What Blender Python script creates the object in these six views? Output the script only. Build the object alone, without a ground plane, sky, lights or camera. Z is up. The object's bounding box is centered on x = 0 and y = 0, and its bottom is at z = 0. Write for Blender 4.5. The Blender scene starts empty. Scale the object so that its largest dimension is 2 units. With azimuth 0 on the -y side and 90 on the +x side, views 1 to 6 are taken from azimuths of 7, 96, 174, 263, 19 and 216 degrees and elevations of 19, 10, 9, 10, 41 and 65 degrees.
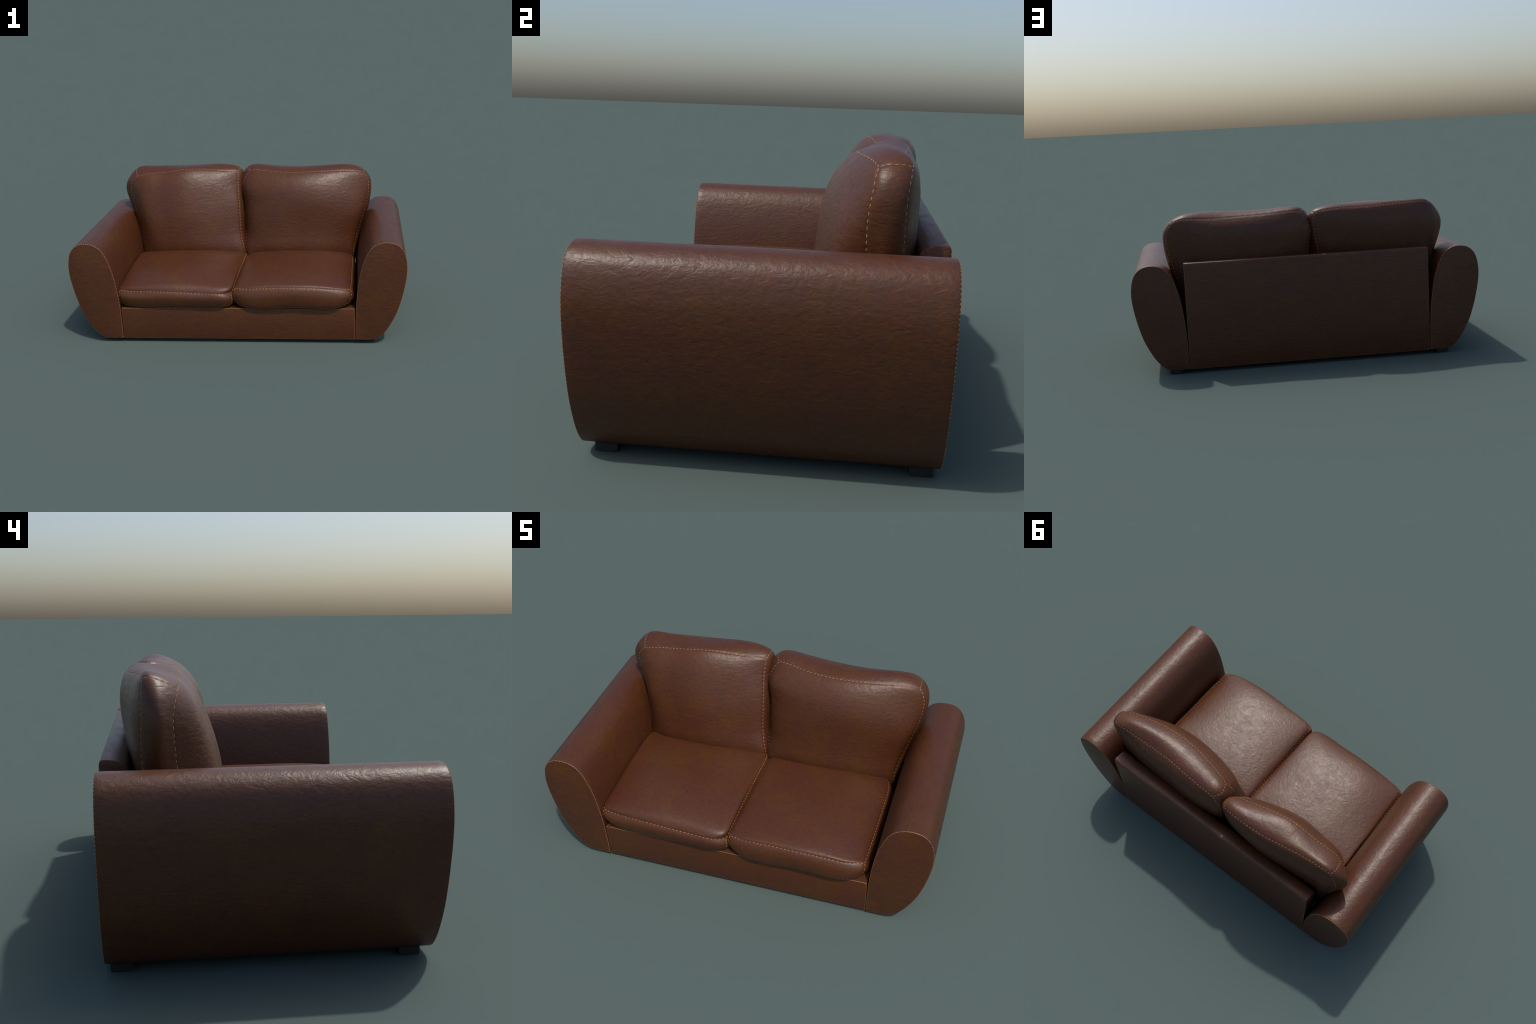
import bpy, bmesh, math, random
import numpy as np
from mathutils import Vector, kdtree

random.seed(7)
scene = bpy.context.scene
COLL = scene.collection

# ---------------------------------------------------------------- materials
def node(nt, kind, **props):
    n = nt.nodes.new(kind)
    for k, v in props.items():
        setattr(n, k, v)
    return n


def ramp(nt, stops):
    n = nt.nodes.new("ShaderNodeValToRGB")
    el = n.color_ramp.elements
    while len(el) < len(stops):
        el.new(0.5)
    for e, (p, c) in zip(el, stops):
        e.position = p
        e.color = (*c, 1.0)
    return n


def noise(nt, vec, scale, detail=4.0, rough=0.55, distortion=0.0):
    n = node(nt, "ShaderNodeTexNoise")
    n.inputs["Scale"].default_value = scale
    n.inputs["Detail"].default_value = detail
    n.inputs["Roughness"].default_value = rough
    n.inputs["Distortion"].default_value = distortion
    nt.links.new(vec, n.inputs["Vector"])
    return n


def leather_material(name, offset=(0, 0, 0), crease=1.0, streak=(2.6, 2.6, 10.0), tone=1.0):
    """Brown aniline leather: cloudy brown tones, horizontal fine grain, crinkled relief."""
    m = bpy.data.materials.new(name)
    m.use_nodes = True
    nt = m.node_tree
    L = nt.links.new
    bsdf = nt.nodes["Principled BSDF"]
    tc = node(nt, "ShaderNodeTexCoord")
    mp = node(nt, "ShaderNodeMapping")
    mp.inputs["Location"].default_value = offset
    L(tc.outputs["Object"], mp.inputs["Vector"])
    st = node(nt, "ShaderNodeMapping")
    st.inputs["Scale"].default_value = streak
    L(mp.outputs["Vector"], st.inputs["Vector"])

    # cloudy dye: red brown <-> orange brown, with grey-green worn spots
    cloud = noise(nt, mp.outputs["Vector"], 6.5, 5.0, 0.6, 0.4)
    dye = ramp(nt, [(0.30, tuple(c * tone for c in LEATHER_RED)),
                    (0.50, tuple(c * tone for c in LEATHER_MID)),
                    (0.70, tuple(c * tone for c in LEATHER_ORANGE))])
    L(cloud.outputs["Fac"], dye.inputs["Fac"])
    spots = noise(nt, st.outputs["Vector"], 4.2, 5.0, 0.62, 0.6)
    spotmask = ramp(nt, [(0.50, (0, 0, 0)), (0.70, (1, 1, 1))])
    L(spots.outputs["Fac"], spotmask.inputs["Fac"])
    spotfac = node(nt, "ShaderNodeMath", operation="MULTIPLY")
    spotfac.inputs[1].default_value = 0.52
    L(spotmask.outputs["Color"], spotfac.inputs[0])
    mix1 = node(nt, "ShaderNodeMix", data_type="RGBA")
    L(spotfac.outputs[0], mix1.inputs["Factor"])
    L(dye.outputs["Color"], mix1.inputs["A"])
    mix1.inputs["B"].default_value = (*[c * tone for c in LEATHER_SPOT], 1)
    # fine streaked grain
    grain = noise(nt, st.outputs["Vector"], 16.0, 6.0, 0.65, 0.6)
    grainr = ramp(nt, [(0.32, (0.72, 0.70, 0.70)), (0.5, (1, 1, 1)), (0.7, (1.15, 1.14, 1.10))])
    L(grain.outputs["Fac"], grainr.inputs["Fac"])
    mix2 = node(nt, "ShaderNodeMix", data_type="RGBA", blend_type="MULTIPLY")
    mix2.inputs["Factor"].default_value = 0.8
    L(mix1.outputs["Result"], mix2.inputs["A"])
    L(grainr.outputs["Color"], mix2.inputs["B"])
    L(mix2.outputs["Result"], bsdf.inputs["Base Color"])

    # relief: soft irregular folds, sparse sharper creases, faint pores
    soft = noise(nt, st.outputs["Vector"], 6.5, 3.0, 0.5, 0.8)
    b0 = node(nt, "ShaderNodeBump")
    b0.inputs["Strength"].default_value = 0.30 * crease
    b0.inputs["Distance"].default_value = 0.006
    L(soft.outputs["Fac"], b0.inputs["Height"])
    crk = noise(nt, st.outputs["Vector"], 5.0, 3.0, 0.55, 1.6)
    ridge = node(nt, "ShaderNodeMath", operation="SUBTRACT")
    ridge.inputs[1].default_value = 0.5
    L(crk.outputs["Fac"], ridge.inputs[0])
    ridge2 = node(nt, "ShaderNodeMath", operation="ABSOLUTE")
    L(ridge.outputs[0], ridge2.inputs[0])
    ridge3 = node(nt, "ShaderNodeMapRange", interpolation_type="SMOOTHSTEP")
    ridge3.inputs["From Max"].default_value = 0.07
    L(ridge2.outputs[0], ridge3.inputs["Value"])
    where = noise(nt, mp.outputs["Vector"], 4.5, 2.0, 0.5)
    whm = node(nt, "ShaderNodeMapRange", interpolation_type="SMOOTHSTEP")
    whm.inputs["From Min"].default_value = 0.42
    whm.inputs["From Max"].default_value = 0.62
    whm.inputs["To Min"].default_value = 0.15
    L(where.outputs["Fac"], whm.inputs["Value"])
    creases = node(nt, "ShaderNodeMath", operation="MULTIPLY")
    L(ridge3.outputs["Result"], creases.inputs[0])
    L(whm.outputs["Result"], creases.inputs[1])
    b1 = node(nt, "ShaderNodeBump")
    b1.inputs["Strength"].default_value = 0.12 * crease
    b1.inputs["Distance"].default_value = 0.0025
    L(creases.outputs[0], b1.inputs["Height"])
    L(b0.outputs["Normal"], b1.inputs["Normal"])
    fine = noise(nt, mp.outputs["Vector"], 95.0, 3.0, 0.55, 0.4)
    b2 = node(nt, "ShaderNodeBump")
    b2.inputs["Strength"].default_value = 0.16 * crease
    b2.inputs["Distance"].default_value = 0.003
    L(fine.outputs["Fac"], b2.inputs["Height"])
    L(b1.outputs["Normal"], b2.inputs["Normal"])
    L(b2.outputs["Normal"], bsdf.inputs["Normal"])

    rr = ramp(nt, [(0.3, (0.37,) * 3), (0.7, (0.47,) * 3)])
    L(spots.outputs["Fac"], rr.inputs["Fac"])
    L(rr.outputs["Color"], bsdf.inputs["Roughness"])
    bsdf.inputs["Specular IOR Level"].default_value = 0.42
    return m


LEATHER_RED = (0.076, 0.0208, 0.0110)
LEATHER_MID = (0.080, 0.0245, 0.0080)
LEATHER_ORANGE = (0.085, 0.0292, 0.0058)
LEATHER_SPOT = (0.048, 0.0220, 0.0105)

MAT_CUSHION = leather_material("cushion_leather", (3.1, 1.7, 0.4), 1.05, (4.0, 4.0, 8.0))
MAT_SEAT = leather_material("seat_leather", (7.7, 4.2, 2.9), 0.75, (6.0, 6.0, 8.0))
MAT_ARM = leather_material("arm_leather", (2.3, 9.1, 5.5), 1.1, (4.6, 4.3, 8.2))
MAT_FRAME = leather_material("frame_leather", (5.9, 2.2, 8.8), 0.8, (3.0, 5.0, 10.0))


def plain_material(name, color, rough, grain_scale, grain_amount, bump=0.0):
    m = bpy.data.materials.new(name)
    m.use_nodes = True
    nt = m.node_tree
    bsdf = nt.nodes["Principled BSDF"]
    tc = node(nt, "ShaderNodeTexCoord")
    n = noise(nt, tc.outputs["Object"], grain_scale, 3.0)
    r = ramp(nt, [(0.3, tuple(c * (1 - grain_amount) for c in color)),
                  (0.7, tuple(c * (1 + grain_amount) for c in color))])
    nt.links.new(n.outputs["Fac"], r.inputs["Fac"])
    nt.links.new(r.outputs["Color"], bsdf.inputs["Base Color"])
    bsdf.inputs["Roughness"].default_value = rough
    if bump:
        b = node(nt, "ShaderNodeBump")
        b.inputs["Strength"].default_value = bump
        b.inputs["Distance"].default_value = 0.002
        nt.links.new(n.outputs["Fac"], b.inputs["Height"])
        nt.links.new(b.outputs["Normal"], bsdf.inputs["Normal"])
    return m


MAT_THREAD = plain_material("thread_tan", (0.31, 0.160, 0.058), 0.8, 60, 0.25)
MAT_FOOT = plain_material("foot_black_plastic", (0.006, 0.0065, 0.0075), 0.5, 40, 0.3, 0.2)

# ---------------------------------------------------------------- helpers
def link(obj, parent=None):
    COLL.objects.link(obj)
    if parent is not None:
        obj.parent = parent
    return obj


def mesh_object(name, verts, faces, mat, parent, smooth=True):
    me = bpy.data.meshes.new(name)
    me.from_pydata([tuple(v) for v in verts], [], faces)
    bm = bmesh.new()
    bm.from_mesh(me)
    bmesh.ops.recalc_face_normals(bm, faces=bm.faces)
    bm.to_mesh(me)
    bm.free()
    if smooth:
        me.polygons.foreach_set("use_smooth", [True] * len(me.polygons))
    me.materials.append(mat)
    return link(bpy.data.objects.new(name, me), parent)


def catmull(points, per=8, closed=False):
    P = [np.array(p, float) for p in points]
    n = len(P)
    out = []
    for s in range(n if closed else n - 1):
        p1, p2 = P[s], P[(s + 1) % n]
        p0 = P[s - 1] if (closed or s > 0) else 2 * p1 - p2
        p3 = P[(s + 2) % n] if (closed or s + 2 < n) else 2 * p2 - p1
        for q in range(per):
            t = q / per
            out.append(0.5 * (2 * p1 + (p2 - p0) * t + (2 * p0 - 5 * p1 + 4 * p2 - p3) * t * t
                              + (3 * p1 - p0 - 3 * p2 + p3) * t ** 3))
    if not closed:
        out.append(P[-1])
    return np.array(out)


def stitch_run(paths, pitch, dash, width, height, closed=False):
    """Dashes of thread laid along polylines; each path is (points, normals)."""
    verts, faces = [], []
    for pts, nrm in paths:
        pts, nrm = np.asarray(pts, float), np.asarray(nrm, float)
        seg = np.linalg.norm(np.diff(pts, axis=0), axis=1)
        cum = np.concatenate([[0], np.cumsum(seg)])
        total = cum[-1]
        count = max(1, int(round(total / pitch)))
        step = total / count

        def at(arr, d):
            return np.array([np.interp(d, cum, arr[:, a]) for a in range(3)])
        for c in range(count):
            mid = (c + 0.5) * step + random.uniform(-0.05, 0.05) * step
            half = 0.5 * dash * random.uniform(0.9, 1.1)
            stations = []
            for f, w in ((-1, 0.35), (-0.7, 0.85), (0, 1.0), (0.7, 0.85), (1, 0.35)):
                d = min(max(mid + f * half, 0), total)
                p, nn = at(pts, d), at(nrm, d)
                nn /= np.linalg.norm(nn) + 1e-9
                tg = at(pts, min(d + 1e-3, total)) - at(pts, max(d - 1e-3, 0))
                tg /= np.linalg.norm(tg) + 1e-9
                sd = np.cross(tg, nn)
                sd /= np.linalg.norm(sd) + 1e-9
                lift = height * (0.55 if abs(f) == 1 else 1.0)
                stations.append((p, nn, sd, w, lift))
            base = len(verts)
            for p, nn, sd, w, lift in stations:
                for a in range(6):
                    th = 2 * math.pi * a / 6
                    verts.append(p + nn * (lift * 0.35 + lift * w * 0.65 * math.sin(th)) + sd * (0.5 * width * w * math.cos(th)))
            ns = len(stations)
            for s in range(ns - 1):
                for a in range(6):
                    b = (a + 1) % 6
                    faces.append((base + s * 6 + a, base + s * 6 + b, base + s * 6 + 6 + b, base + s * 6 + 6 + a))
            faces.append(tuple(base + a for a in range(6))[::-1])
            faces.append(tuple(base + (ns - 1) * 6 + a for a in range(6)))
    return verts, faces


def add_stitching(paths, parent, pitch, dash, width=0.0041, height=0.0012):
    v, f = stitch_run(paths, pitch, dash, width, height)
    ob = mesh_object("stitching", v, f, MAT_THREAD, parent)
    ob["kind"] = "stuff"
    return ob


# ---------------------------------------------------------------- cushions
def coons(edge_bottom, edge_top, edge_left, edge_right, s, t):
    """Fill a grid [i][k] from its four borders."""
    nx, nk = len(s) - 1, len(t) - 1
    g = np.zeros((nx + 1, nk + 1, 3))
    B, T, Lf, R = map(np.array, (edge_bottom, edge_top, edge_left, edge_right))
    for i in range(nx + 1):
        for k in range(nk + 1):
            u, v = s[i], t[k]
            g[i, k] = ((1 - v) * B[i] + v * T[i] + (1 - u) * Lf[k] + u * R[k]
                       - ((1 - u) * (1 - v) * B[0] + u * (1 - v) * B[-1] + (1 - u) * v * T[0] + u * v * T[-1]))
    return g


def cushion(name, parent, mat, panel_a, panel_b, strip, axis, crown_a, crown_b, power, level=5, peak=(0.5, 0.5), pull=(None, None), roll=None):
    """Boxed cushion with seams.
    panel_a / panel_b: dict of four seam borders (bottom, top, left, right) of the two panels;
    strip: same borders for the middle of the boxing strip; axis: thickness axis;
    crown_a / crown_b: thickness coordinate on the panels' centre line, per row."""
    def params(p):
        bt = np.array(p["bottom"])
        tp = np.array(p["top"])
        lf = np.array(p["left"])
        d = np.linalg.norm(np.diff(0.5 * (bt + tp), axis=0), axis=1)
        e = np.linalg.norm(np.diff(lf, axis=0), axis=1)
        return np.concatenate([[0], np.cumsum(d)]) / d.sum(), np.concatenate([[0], np.cumsum(e)]) / e.sum()

    def panel(p, crown, pw, c, drag):
        s, t = params(p)
        g = coons(p["bottom"], p["top"], p["left"], p["right"], s, t)
        nk = len(t) - 1
        for k in range(1, nk):
            mid = np.interp(c, s, g[:, k, axis])
            for i in range(1, len(s) - 1):
                q = 2 * s[i] ** (math.log(0.5) / math.log(c)) - 1
                w = 1 - abs(q) ** (pw[0] if q < 0 else pw[1])[k - 1]
                g[i, k, axis] += (crown[k - 1] - mid) * w
            if drag:                              # full sides: the stuffing bulges past the seam
                g[1, k, 0] -= drag[0][k - 1]
                g[-2, k, 0] += drag[1][k - 1]
        return g
    A, Bp = panel(panel_a, crown_a, power[0], peak[0], pull[0]), panel(panel_b, crown_b, power[1], peak[1], pull[1])
    nx, nk = A.shape[0] - 1, A.shape[1] - 1
    if roll is not None:                          # first row sits on the shoulder of the front roll
        A[1:-1, 1, 1] = roll + 0.6 * (A[1:-1, 0, 1] - A[nx // 2, 0, 1])
    idx, verts = {}, []

    def put(i, j, k, p):
        idx[(i, j, k)] = len(verts)
        verts.append(np.array(p, float))
    for i in range(nx + 1):
        for k in range(nk + 1):
            put(i, 0, k, A[i, k])
            put(i, 2, k, Bp[i, k])
    for i in range(nx + 1):
        put(i, 1, 0, strip["bottom"][i])
        put(i, 1, nk, strip["top"][i])
    for k in range(1, nk):
        put(0, 1, k, strip["left"][k])
        put(nx, 1, k, strip["right"][k])
    faces = []
    for i in range(nx):
        for k in range(nk):
            for j in (0, 2):
                faces.append([idx[(i, j, k)], idx[(i + 1, j, k)], idx[(i + 1, j, k + 1)], idx[(i, j, k + 1)]])
        for j in (0, 1):
            for k in (0, nk):
                faces.append([idx[(i, j, k)], idx[(i + 1, j, k)], idx[(i + 1, j + 1, k)], idx[(i, j + 1, k)]])
    for k in range(nk):
        for j in (0, 1):
            for i in (0, nx):
                faces.append([idx[(i, j, k)], idx[(i, j, k + 1)], idx[(i, j + 1, k + 1)], idx[(i, j + 1, k)]])
    target = np.array(verts)
    cage = bpy.data.meshes.new(name + "_cage")
    cage.from_pydata([tuple(v) for v in verts], [], faces)
    bm = bmesh.new()
    bm.from_mesh(cage)
    bmesh.ops.recalc_face_normals(bm, faces=bm.faces)
    bm.to_mesh(cage)
    bm.free()
    tmp = bpy.data.objects.new(name + "_cage", cage)
    COLL.objects.link(tmp)
    sub = tmp.modifiers.new("sub", "SUBSURF")
    sub.levels = sub.render_levels = 2
    pts = target.copy()
    nv = len(pts)
    for _ in range(10):                       # move the cage until the surface passes the control points
        cage.vertices.foreach_set("co", pts.ravel())
        cage.update()
        ev = tmp.evaluated_get(bpy.context.evaluated_depsgraph_get())
        co = np.empty(len(ev.data.vertices) * 3)
        ev.data.vertices.foreach_get("co", co)
        pts += 0.85 * (target - co.reshape(-1, 3)[:nv])
    cage.vertices.foreach_set("co", pts.ravel())
    cage.update()
    sub.levels = sub.render_levels = level
    dg = bpy.context.evaluated_depsgraph_get()
    me = bpy.data.meshes.new_from_object(tmp.evaluated_get(dg))
    me.name = name
    # seam polylines: the fine vertices that lie on the cage's seam edges
    inner = 2 ** level - 1
    emap = {}
    for e in cage.edges:
        a, b = e.vertices
        run = [a] + [nv + e.index * inner + q for q in range(inner)] + [b]
        emap[(a, b)] = run
        emap[(b, a)] = run[::-1]

    def chain(keys):
        out = []
        for p, q in zip(keys[:-1], keys[1:]):
            r = emap[(idx[p], idx[q])]
            out += r if not out else r[1:]
        return out
    chains = []
    for j in (0, 2):
        chains += [chain([(i, j, nk) for i in range(nx + 1)]), chain([(i, j, 0) for i in range(nx + 1)]),
                   chain([(0, j, k) for k in range(nk + 1)]), chain([(nx, j, k) for k in range(nk + 1)])]
    for i in (0, nx):
        for k in (0, nk):
            chains.append(chain([(i, 0, k), (i, 1, k), (i, 2, k)]))
    n = len(me.vertices)
    co = np.empty(n * 3)
    no = np.empty(n * 3)
    me.vertices.foreach_get("co", co)
    me.vertices.foreach_get("normal", no)
    co, no = co.reshape(-1, 3), no.reshape(-1, 3)
    seam = sorted({v for c in chains for v in c})
    kd = kdtree.KDTree(len(seam))
    for q, v in enumerate(seam):
        kd.insert(co[v], q)
    kd.balance()
    dist = np.array([kd.find(c)[2] for c in co])
    # pressed seam: shallow groove with a soft pillow to each side
    co = co + no * (-0.0010 * np.exp(-(dist / 0.0045) ** 2) + 0.0003 * np.exp(-((dist - 0.014) / 0.009) ** 2))[:, None]
    me.vertices.foreach_set("co", co.ravel())
    me.polygons.foreach_set("use_smooth", [True] * len(me.polygons))
    me.update()
    me.materials.clear()
    me.materials.append(mat)
    ob = link(bpy.data.objects.new(name, me), parent)
    bpy.data.objects.remove(tmp)
    add_stitching([(co[c], no[c]) for c in chains], ob, 0.0205, 0.0115)
    return ob


# ---------------------------------------------------------------- sofa
sofa = bpy.data.objects.new("leather_sofa", None)
link(sofa)
sofa["label"] = "two-seat brown leather sofa with rounded arms and tan stitching"
sofa["category"] = "sofa"

# --- arms: one bulging profile, extruded front to back, mirrored
ARM_FRONT, ARM_BACK = -0.490, 0.5255
ARM_CURVE = [(0.7035, 0.024), (0.7035, 0.085), (0.7040, 0.150), (0.7075, 0.240), (0.7175, 0.345), (0.7340, 0.445),
             (0.7570, 0.522), (0.7820, 0.574), (0.8110, 0.606), (0.8450, 0.623), (0.8840, 0.6285), (0.9290, 0.621),
             (0.9640, 0.597), (0.9850, 0.562), (0.9965, 0.515), (1.0000, 0.465), (0.9945, 0.400), (0.9760, 0.305),
             (0.9500, 0.215), (0.9230, 0.153), (0.8910, 0.096), (0.8600, 0.057), (0.8380, 0.038), (0.8160, 0.0275),
             (0.7900, 0.024)]


def arm(side):
    loop = catmull(ARM_CURVE, 6)
    bottom = np.array([[0.770, 0.024], [0.745, 0.024], [0.725, 0.024]])
    loop = np.vstack([loop, bottom])
    n = len(loop)
    centre = np.array([0.85, 0.33])
    tang = np.roll(loop, -1, 0) - np.roll(loop, 1, 0)
    nrm = np.stack([-tang[:, 1], tang[:, 0]], 1)
    nrm /= np.linalg.norm(nrm, axis=1)[:, None]
    if ((loop - centre) * nrm).sum() < 0:
        nrm = -nrm
    edge = 0.005
    # rounded front and back edges, straight run between
    rows = [(ARM_FRONT + edge * (1 - math.cos(q / 3 * math.pi / 2)), edge * (1 - math.sin(q / 3 * math.pi / 2))) for q in range(4)]
    length = [(y, 0.0) for y in np.linspace(ARM_FRONT + 0.03, ARM_BACK - 0.03, 30)]
    back = [(ARM_BACK - (y - ARM_FRONT), w) for y, w in rows[::-1]]
    rows = rows + length + back
    verts, faces = [], []
    for y, w in rows:
        for p, q in zip(loop, nrm):
            r = p - q * w
            verts.append((side * r[0], y, r[1]))
    for a in range(len(rows) - 1):
        for b in range(n):
            c = (b + 1) % n
            faces.append((a * n + b, a * n + c, a * n + n + c, a * n + n + b))
    faces.append(tuple(range(n)))
    faces.append(tuple((len(rows) - 1) * n + b for b in range(n)))
    ob = mesh_object("arm", verts, faces, MAT_ARM, sofa)
    ob.data.set_sharp_from_angle(angle=math.radians(40))
    paths = []
    ring = np.vstack([loop, loop[:1]])
    nr = np.vstack([nrm, nrm[:1]])
    for y, d in ((ARM_FRONT + 0.0015, -1), (ARM_BACK - 0.0015, 1)):
        pts = np.stack([side * (ring[:, 0] - nr[:, 0] * 0.0018), np.full(len(ring), y), ring[:, 1] - nr[:, 1] * 0.0018], 1)
        nn = np.stack([side * nr[:, 0], np.full(len(ring), d), nr[:, 1]], 1)
        paths.append((pts, nn))
    add_stitching(paths, ob, 0.0125, 0.0075, 0.0036, 0.0007)
    return ob


def rounded_block(name, x0, x1, profile, mat, radius=0.004):
    """Prism along x from a (y, z) profile, with softened edges."""
    n = len(profile)
    verts = [(x, y, z) for x in (x0, x1) for y, z in profile]
    faces = [tuple(range(n)), tuple(range(n, 2 * n))]
    faces += [(b, (b + 1) % n, n + (b + 1) % n, n + b) for b in range(n)]
    ob = mesh_object(name, verts, faces, mat, sofa)
    bm = bmesh.new()
    bm.from_mesh(ob.data)
    sharp = [e for e in bm.edges if e.calc_face_angle(0) > math.radians(35)]
    bmesh.ops.bevel(bm, geom=sharp, offset=radius, segments=3, profile=0.5, affect="EDGES")
    bm.to_mesh(ob.data)
    bm.free()
    ob.data.polygons.foreach_set("use_smooth", [True] * len(ob.data.polygons))
    ob.data.set_sharp_from_angle(angle=math.radians(40))
    return ob


def edge_path(pts, nrm, count=40):
    pts = np.array(pts, float)
    t = np.linspace(0, 1, count)
    P = np.stack([np.interp(t, np.linspace(0, 1, len(pts)), pts[:, a]) for a in range(3)], 1)
    return P, np.tile(np.array(nrm, float), (count, 1))


for side in (-1, 1):
    arm(side)

HALF, FRONT, BACK, LOW, DECK = 0.7000, -0.486, 0.5255, 0.0225, 0.2205
base = rounded_block("base", -HALF, HALF, [(FRONT, LOW), (0.434, LOW), (0.434, DECK), (FRONT, DECK)], MAT_FRAME)
e = 0.0015
add_stitching([edge_path([(-HALF + e, FRONT + e, DECK - e), (HALF - e, FRONT + e, DECK - e)], (0, -1, 1)),
               edge_path([(-HALF + e, FRONT + e, LOW + e), (HALF - e, FRONT + e, LOW + e)], (0, -1, -1)),
               edge_path([(-HALF + e, FRONT + e, LOW + e), (-HALF + e, FRONT + e, DECK - e)], (-1, -1, 0)),
               edge_path([(HALF - e, FRONT + e, LOW + e), (HALF - e, FRONT + e, DECK - e)], (1, -1, 0))],
              base, 0.0125, 0.0075, 0.0034, 0.0008)

top_curve = catmull([(0.4345, 0.590), (0.437, 0.604), (0.446, 0.617), (0.464, 0.6265), (0.486, 0.6315), (0.504, 0.633)], 4)
top_round = catmull([(0.504, 0.633), (0.5150, 0.6318), (0.5225, 0.6265), (BACK, 0.615)], 4)[1:]
panel_profile = [(BACK, LOW), (0.4345, LOW)] + [tuple(p) for p in top_curve] + [tuple(p) for p in top_round]
panel = rounded_block("back_panel", -HALF, HALF, panel_profile, MAT_FRAME, 0.004)
add_stitching([edge_path([(-HALF + e, BACK - e, LOW + e), (HALF - e, BACK - e, LOW + e)], (0, 1, -1)),
               edge_path([(-HALF + e, BACK - e, LOW + e), (-HALF + e, BACK - e, 0.615)], (-1, 1, 0)),
               edge_path([(HALF - e, BACK - e, LOW + e), (HALF - e, BACK - e, 0.615)], (1, 1, 0))],
              panel, 0.0125, 0.0075, 0.0034, 0.0008)

# --- feet
foot_mesh = None
for sx in (-1, 1):
    for y0, y1 in ((-0.457, -0.390), (0.440, 0.507)):
        cx, cy = sx * 0.779, 0.5 * (y0 + y1)
        if foot_mesh is None:
            hw, hd, h = 0.0355, 0.5 * (y1 - y0), 0.026
            bm = bmesh.new()
            bmesh.ops.create_cube(bm, size=1.0)
            bmesh.ops.scale(bm, vec=(2 * hw, 2 * hd, h), verts=bm.verts)
            bmesh.ops.translate(bm, vec=(0, 0, h / 2), verts=bm.verts)
            bmesh.ops.bevel(bm, geom=list(bm.edges), offset=0.0015, segments=2, affect="EDGES")
            foot_mesh = bpy.data.meshes.new("foot")
            bm.to_mesh(foot_mesh)
            bm.free()
            foot_mesh.materials.append(MAT_FOOT)
        ob = link(bpy.data.objects.new("foot", foot_mesh), sofa)
        ob.location = (cx, cy, 0)


# --- seat cushions. x of columns, y of rows (front to rear), seams by border
def seat(front_top, front_low, left, right, rear, front_mid_y, crown, low, roll_y, corner, drag_left, drag_right):
    """front_top/front_low: (x, y, z) seam points along the front; left/right: rows of (x, y, z) on the
    top seam between the corners; rear: (y, z) of the rear seam."""
    xs = [p[0] for p in front_top]
    rear_x = np.linspace(0, 1, len(xs))
    xl, xr = left[-1][0] + corner, right[-1][0] - corner
    frac = [(x - xs[0]) / (xs[-1] - xs[0]) for x in xs]
    bow = [0.012 * (1 - abs(2 * f - 1) ** 2) for f in frac]
    rear_top = [(xl + f * (xr - xl), rear[0] + b, rear[1]) for f, b in zip(frac, bow)]
    a = dict(bottom=front_top, top=rear_top, left=[front_top[0]] + left + [rear_top[0]],
             right=[front_top[-1]] + right + [rear_top[-1]])
    ll = [(p[0] + 0.002, p[1], low + 0.010) for p in left]
    rl = [(p[0] + 0.002, p[1], low + 0.010) for p in right]
    rear_low = [(p[0], p[1], low + 0.018) for p in rear_top]
    b = dict(bottom=front_low, top=rear_low, left=[front_low[0]] + ll + [rear_low[0]],
             right=[front_low[-1]] + rl + [rear_low[-1]])
    mz = [0.60 * p[2] + 0.40 * q[2] for p, q in zip(front_top, front_low)]
    mx = [p[0] for p in front_top]
    mx[0] -= 0.006
    mx[-1] += 0.006
    sb = [(x, y, z) for x, y, z in zip(mx, front_mid_y, mz)]
    stp = [(p[0] + (-0.004 if q == 0 else 0.004 if q == len(xs) - 1 else 0), p[1] + 0.014, 0.5 * (p[2] + low)) for q, p in enumerate(rear_top)]
    sl = [(p[0] - 0.017, p[1], 0.5 * (p[2] + low)) for p in left]
    sr = [(p[0] + 0.022, p[1], 0.55 * p[2] + 0.45 * low) for p in right]
    s = dict(bottom=sb, top=stp, left=[sb[0]] + sl + [stp[0]], right=[sb[-1]] + sr + [stp[-1]])
    n = len(left)
    return cushion("seat_cushion", sofa, MAT_SEAT, a, b, s, 2, crown, [low - 0.004] * n, (([3.8] * n,) * 2, ([3.0] * n,) * 2),
                   pull=((drag_left, drag_right), None), roll=roll_y)


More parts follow.
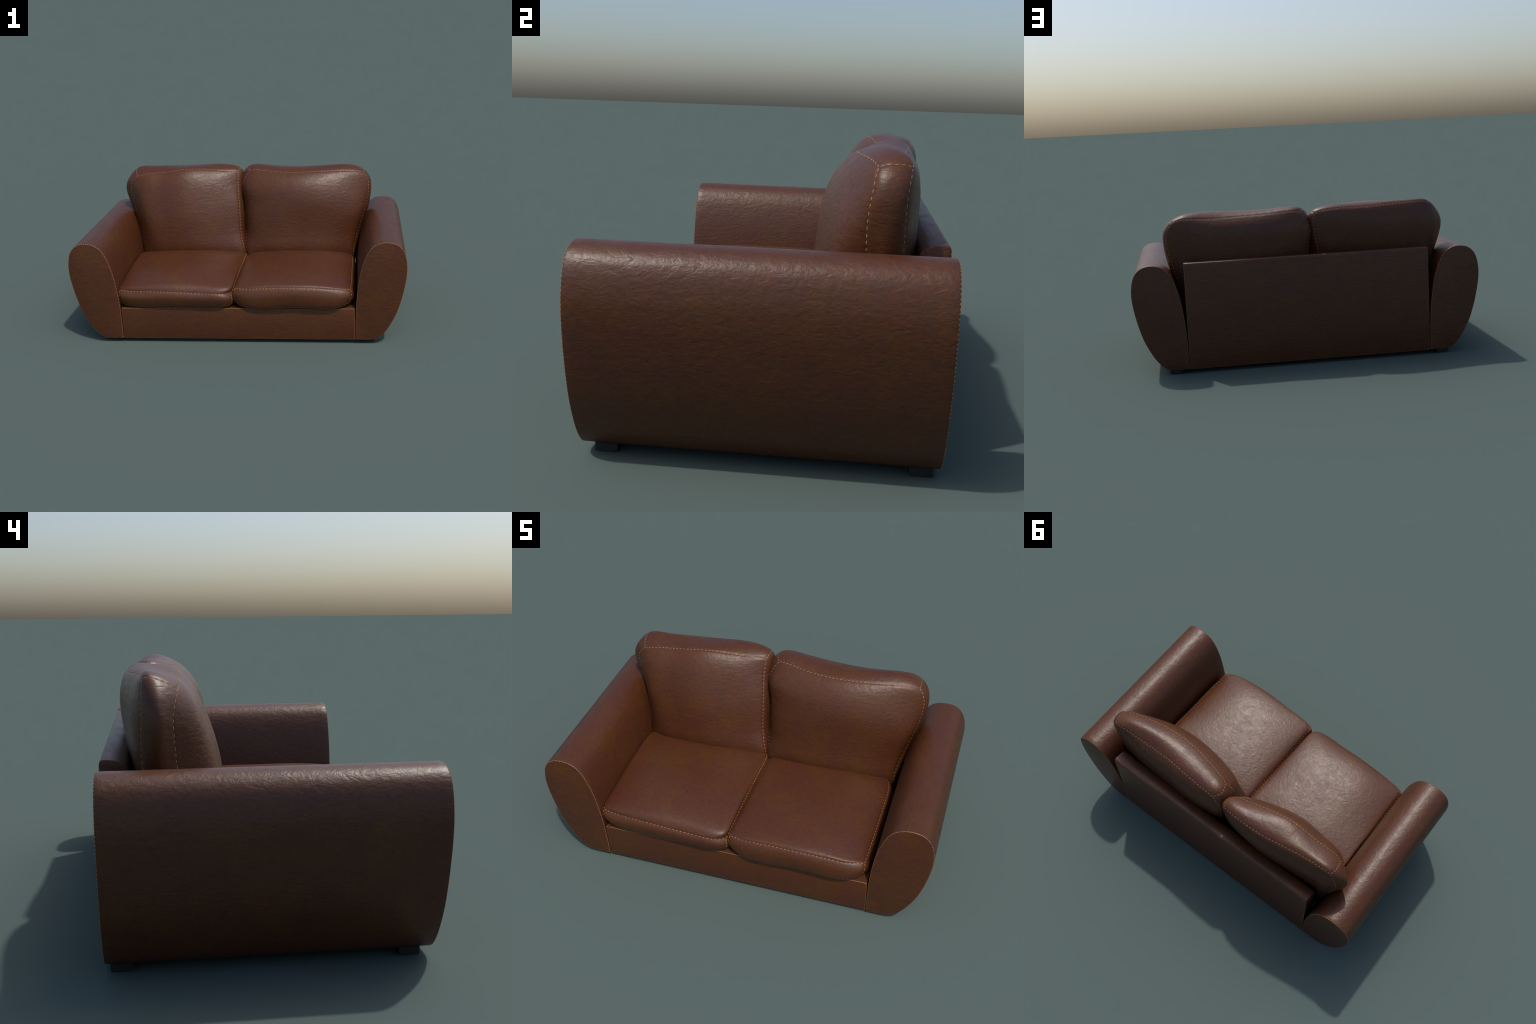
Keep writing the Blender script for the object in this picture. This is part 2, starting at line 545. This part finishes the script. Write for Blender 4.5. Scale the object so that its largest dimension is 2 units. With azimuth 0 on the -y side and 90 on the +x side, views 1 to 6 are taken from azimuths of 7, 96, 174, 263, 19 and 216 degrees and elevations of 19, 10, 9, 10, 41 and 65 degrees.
seat([(-0.702, -0.466, 0.326), (-0.640, -0.481, 0.327), (-0.505, -0.496, 0.329), (-0.360, -0.503, 0.328),
      (-0.210, -0.505, 0.321), (-0.085, -0.504, 0.318), (-0.030, -0.472, 0.309)],
     [(-0.700, -0.464, 0.244), (-0.635, -0.483, 0.233), (-0.505, -0.493, 0.230), (-0.360, -0.495, 0.229),
      (-0.210, -0.497, 0.229), (-0.085, -0.496, 0.231), (-0.029, -0.472, 0.242)],
     [(-0.709, -0.440, 0.333), (-0.713, -0.370, 0.338), (-0.715, -0.240, 0.345), (-0.715, -0.090, 0.351),
      (-0.713, 0.050, 0.354), (-0.710, 0.150, 0.346)],
     [(-0.022, -0.440, 0.324), (-0.018, -0.370, 0.336), (-0.016, -0.240, 0.345), (-0.013, -0.090, 0.348),
      (-0.009, 0.050, 0.351), (-0.013, 0.150, 0.347)],
     (0.205, 0.336),
     [-0.478, -0.500, -0.511, -0.516, -0.518, -0.516, -0.485],
     [0.364, 0.391, 0.402, 0.398, 0.391, 0.374], 0.230, -0.478, 0.024,
     (0.010, 0.014, 0.018, 0.026, 0.030, 0.030), (0.028, 0.030, 0.024, 0.014, 0.0, 0.0))

seat([(-0.002, -0.476, 0.341), (0.070, -0.494, 0.347), (0.190, -0.500, 0.353), (0.340, -0.506, 0.358),
      (0.480, -0.504, 0.353), (0.605, -0.491, 0.341), (0.674, -0.459, 0.331)],
     [(0.004, -0.478, 0.252), (0.068, -0.502, 0.236), (0.190, -0.509, 0.232), (0.340, -0.508, 0.238),
      (0.480, -0.511, 0.234), (0.600, -0.504, 0.237), (0.666, -0.468, 0.253)],
     [(-0.005, -0.440, 0.339), (-0.005, -0.370, 0.339), (-0.004, -0.240, 0.339), (-0.001, -0.090, 0.341),
      (0.004, 0.050, 0.345), (0.010, 0.150, 0.340)],
     [(0.677, -0.425, 0.331), (0.680, -0.360, 0.335), (0.682, -0.240, 0.338), (0.684, -0.090, 0.341),
      (0.685, 0.030, 0.349), (0.672, 0.130, 0.343)],
     (0.192, 0.332),
     [-0.488, -0.513, -0.519, -0.5245, -0.523, -0.513, -0.476],
     [0.377, 0.391, 0.397, 0.395, 0.389, 0.372], 0.230, -0.480, 0.038,
     (0.024, 0.030, 0.030, 0.028, 0.024, 0.018), (0.0,) * 6)


# --- back cushions: rows from the deck up to the top seam
def back_cushion(rows, top_front, top_back, top_mid, left_mid, right_mid, power, peak, pull):
    """rows: (z, left front (x,y), left back (x,y), right front, right back, centre front y, centre back y)."""
    xs = [p[0] for p in top_front]
    frac = [(x - xs[0]) / (xs[-1] - xs[0]) for x in xs]
    z0, lf, lb, rf, rb, yf, yb = rows[0]

    def low(l, r, yc, z):
        return [(l[0] + f * (r[0] - l[0]), l[1] + f * (r[1] - l[1]) + (yc - 0.5 * (l[1] + r[1])) * (1 - abs(2 * f - 1) ** 2.2), z) for f in frac]
    fb, bb = low(lf, rf, yf, z0), low(lb, rb, yb, z0)
    a = dict(bottom=fb, top=top_front, left=[(*r[1], r[0]) for r in rows] + [top_front[0]],
             right=[(*r[3], r[0]) for r in rows] + [top_front[-1]])
    b = dict(bottom=bb, top=top_back, left=[(*r[2], r[0]) for r in rows] + [top_back[0]],
             right=[(*r[4], r[0]) for r in rows] + [top_back[-1]])
    ym = lambda p, q: 0.5 * (p[1] + q[1])
    sb = [(p[0], ym(p, q), z0 - 0.010) for p, q in zip(fb, bb)]
    stp = [(x, 0.44 * p[1] + 0.56 * q[1], z) for (x, z), p, q in zip(top_mid, top_front, top_back)]
    sl = [(x, ym(r[1], r[2]), r[0]) for x, r in zip(left_mid, rows)]
    sr = [(x, ym(r[3], r[4]), r[0]) for x, r in zip(right_mid, rows)]
    sl[0], sr[0] = sb[0], sb[-1]
    s = dict(bottom=sb, top=stp, left=sl + [stp[0]], right=sr + [stp[-1]])
    return cushion("back_cushion", sofa, MAT_CUSHION, a, b, s, 1, [r[5] for r in rows[1:]], [r[6] for r in rows[1:]], power, peak=peak, pull=pull)


back_cushion(
    [(0.235, (-0.692, 0.205), (-0.695, 0.370), (-0.035, 0.205), (-0.060, 0.380), 0.192, 0.400),
     (0.350, (-0.708, 0.195), (-0.714, 0.375), (-0.024, 0.172), (-0.074, 0.385), 0.122, 0.424),
     (0.460, (-0.734, 0.242), (-0.735, 0.382), (-0.045, 0.198), (-0.086, 0.392), 0.122, 0.430),
     (0.580, (-0.761, 0.283), (-0.760, 0.390), (-0.052, 0.228), (-0.086, 0.404), 0.144, 0.438),
     (0.690, (-0.782, 0.295), (-0.784, 0.395), (-0.059, 0.264), (-0.071, 0.423), 0.177, 0.453),
     (0.790, (-0.786, 0.296), (-0.789, 0.393), (-0.068, 0.314), (-0.056, 0.430), 0.221, 0.457)],
    [(-0.737, 0.283, 0.847), (-0.655, 0.276, 0.865), (-0.550, 0.279, 0.873), (-0.420, 0.278, 0.890),
     (-0.290, 0.296, 0.885), (-0.165, 0.320, 0.868), (-0.071, 0.344, 0.854)],
    [(-0.745, 0.388, 0.877), (-0.660, 0.393, 0.886), (-0.550, 0.402, 0.884), (-0.420, 0.423, 0.879),
     (-0.290, 0.439, 0.877), (-0.165, 0.441, 0.877), (-0.064, 0.429, 0.855)],
    [(-0.753, 0.880), (-0.655, 0.893), (-0.550, 0.896), (-0.420, 0.899), (-0.290, 0.899), (-0.160, 0.895), (-0.054, 0.867)],
    [-0.70, -0.718, -0.748, -0.788, -0.824, -0.828],
    [-0.030, -0.024, -0.028, -0.026, -0.024, -0.026],
    power=(([2.5, 2.4, 2.5, 2.5, 2.3], [2.4, 2.3, 2.2, 2.3, 3.5]), ([5.0] * 5, [3.0] * 5)), peak=(0.35, 0.5),
    pull=(((0.0, 0.006, 0.008, 0.008, 0.004), (0.0,) * 5), ((0.0, 0.0, 0.02, 0.02, 0.015), (0.0,) * 5)))

back_cushion(
    [(0.235, (0.000, 0.205), (0.000, 0.370), (0.688, 0.205), (0.688, 0.380), 0.190, 0.400),
     (0.350, (-0.014, 0.175), (0.000, 0.395), (0.690, 0.185), (0.692, 0.385), 0.114, 0.420),
     (0.460, (-0.018, 0.232), (-0.002, 0.398), (0.717, 0.255), (0.718, 0.388), 0.116, 0.432),
     (0.580, (-0.022, 0.268), (-0.010, 0.408), (0.758, 0.288), (0.756, 0.390), 0.131, 0.442),
     (0.690, (-0.026, 0.292), (-0.023, 0.424), (0.785, 0.288), (0.781, 0.391), 0.145, 0.446),
     (0.790, (-0.032, 0.300), (-0.034, 0.430), (0.787, 0.299), (0.787, 0.394), 0.182, 0.442)],
    [(0.017, 0.316, 0.868), (0.090, 0.295, 0.874), (0.220, 0.263, 0.867), (0.380, 0.247, 0.867),
     (0.540, 0.260, 0.867), (0.675, 0.287, 0.862), (0.756, 0.311, 0.846)],
    [(0.020, 0.420, 0.868), (0.090, 0.420, 0.873), (0.220, 0.409, 0.866), (0.380, 0.396, 0.861),
     (0.540, 0.398, 0.857), (0.675, 0.404, 0.862), (0.749, 0.402, 0.847)],
    [(-0.008, 0.879), (0.085, 0.897), (0.220, 0.887), (0.380, 0.887), (0.540, 0.893), (0.670, 0.889), (0.760, 0.855)],
    [-0.012, -0.032, -0.038, -0.041, -0.045, -0.047],
    [0.700, 0.716, 0.742, 0.781, 0.804, 0.804],
    power=(([2.7, 3.0, 3.1, 3.1, 3.5], [4.4, 5.0, 5.0, 3.0, 2.0]), ([3.6] * 5, [2.8] * 5)), peak=(0.44, 0.5),
    pull=(((0.01, 0.014, 0.022, 0.028, 0.024), (0.026, 0.036, 0.036, 0.020, 0.0)), ((0.0, 0.0, 0.0, 0.008, 0.012), (0.0,) * 5)))
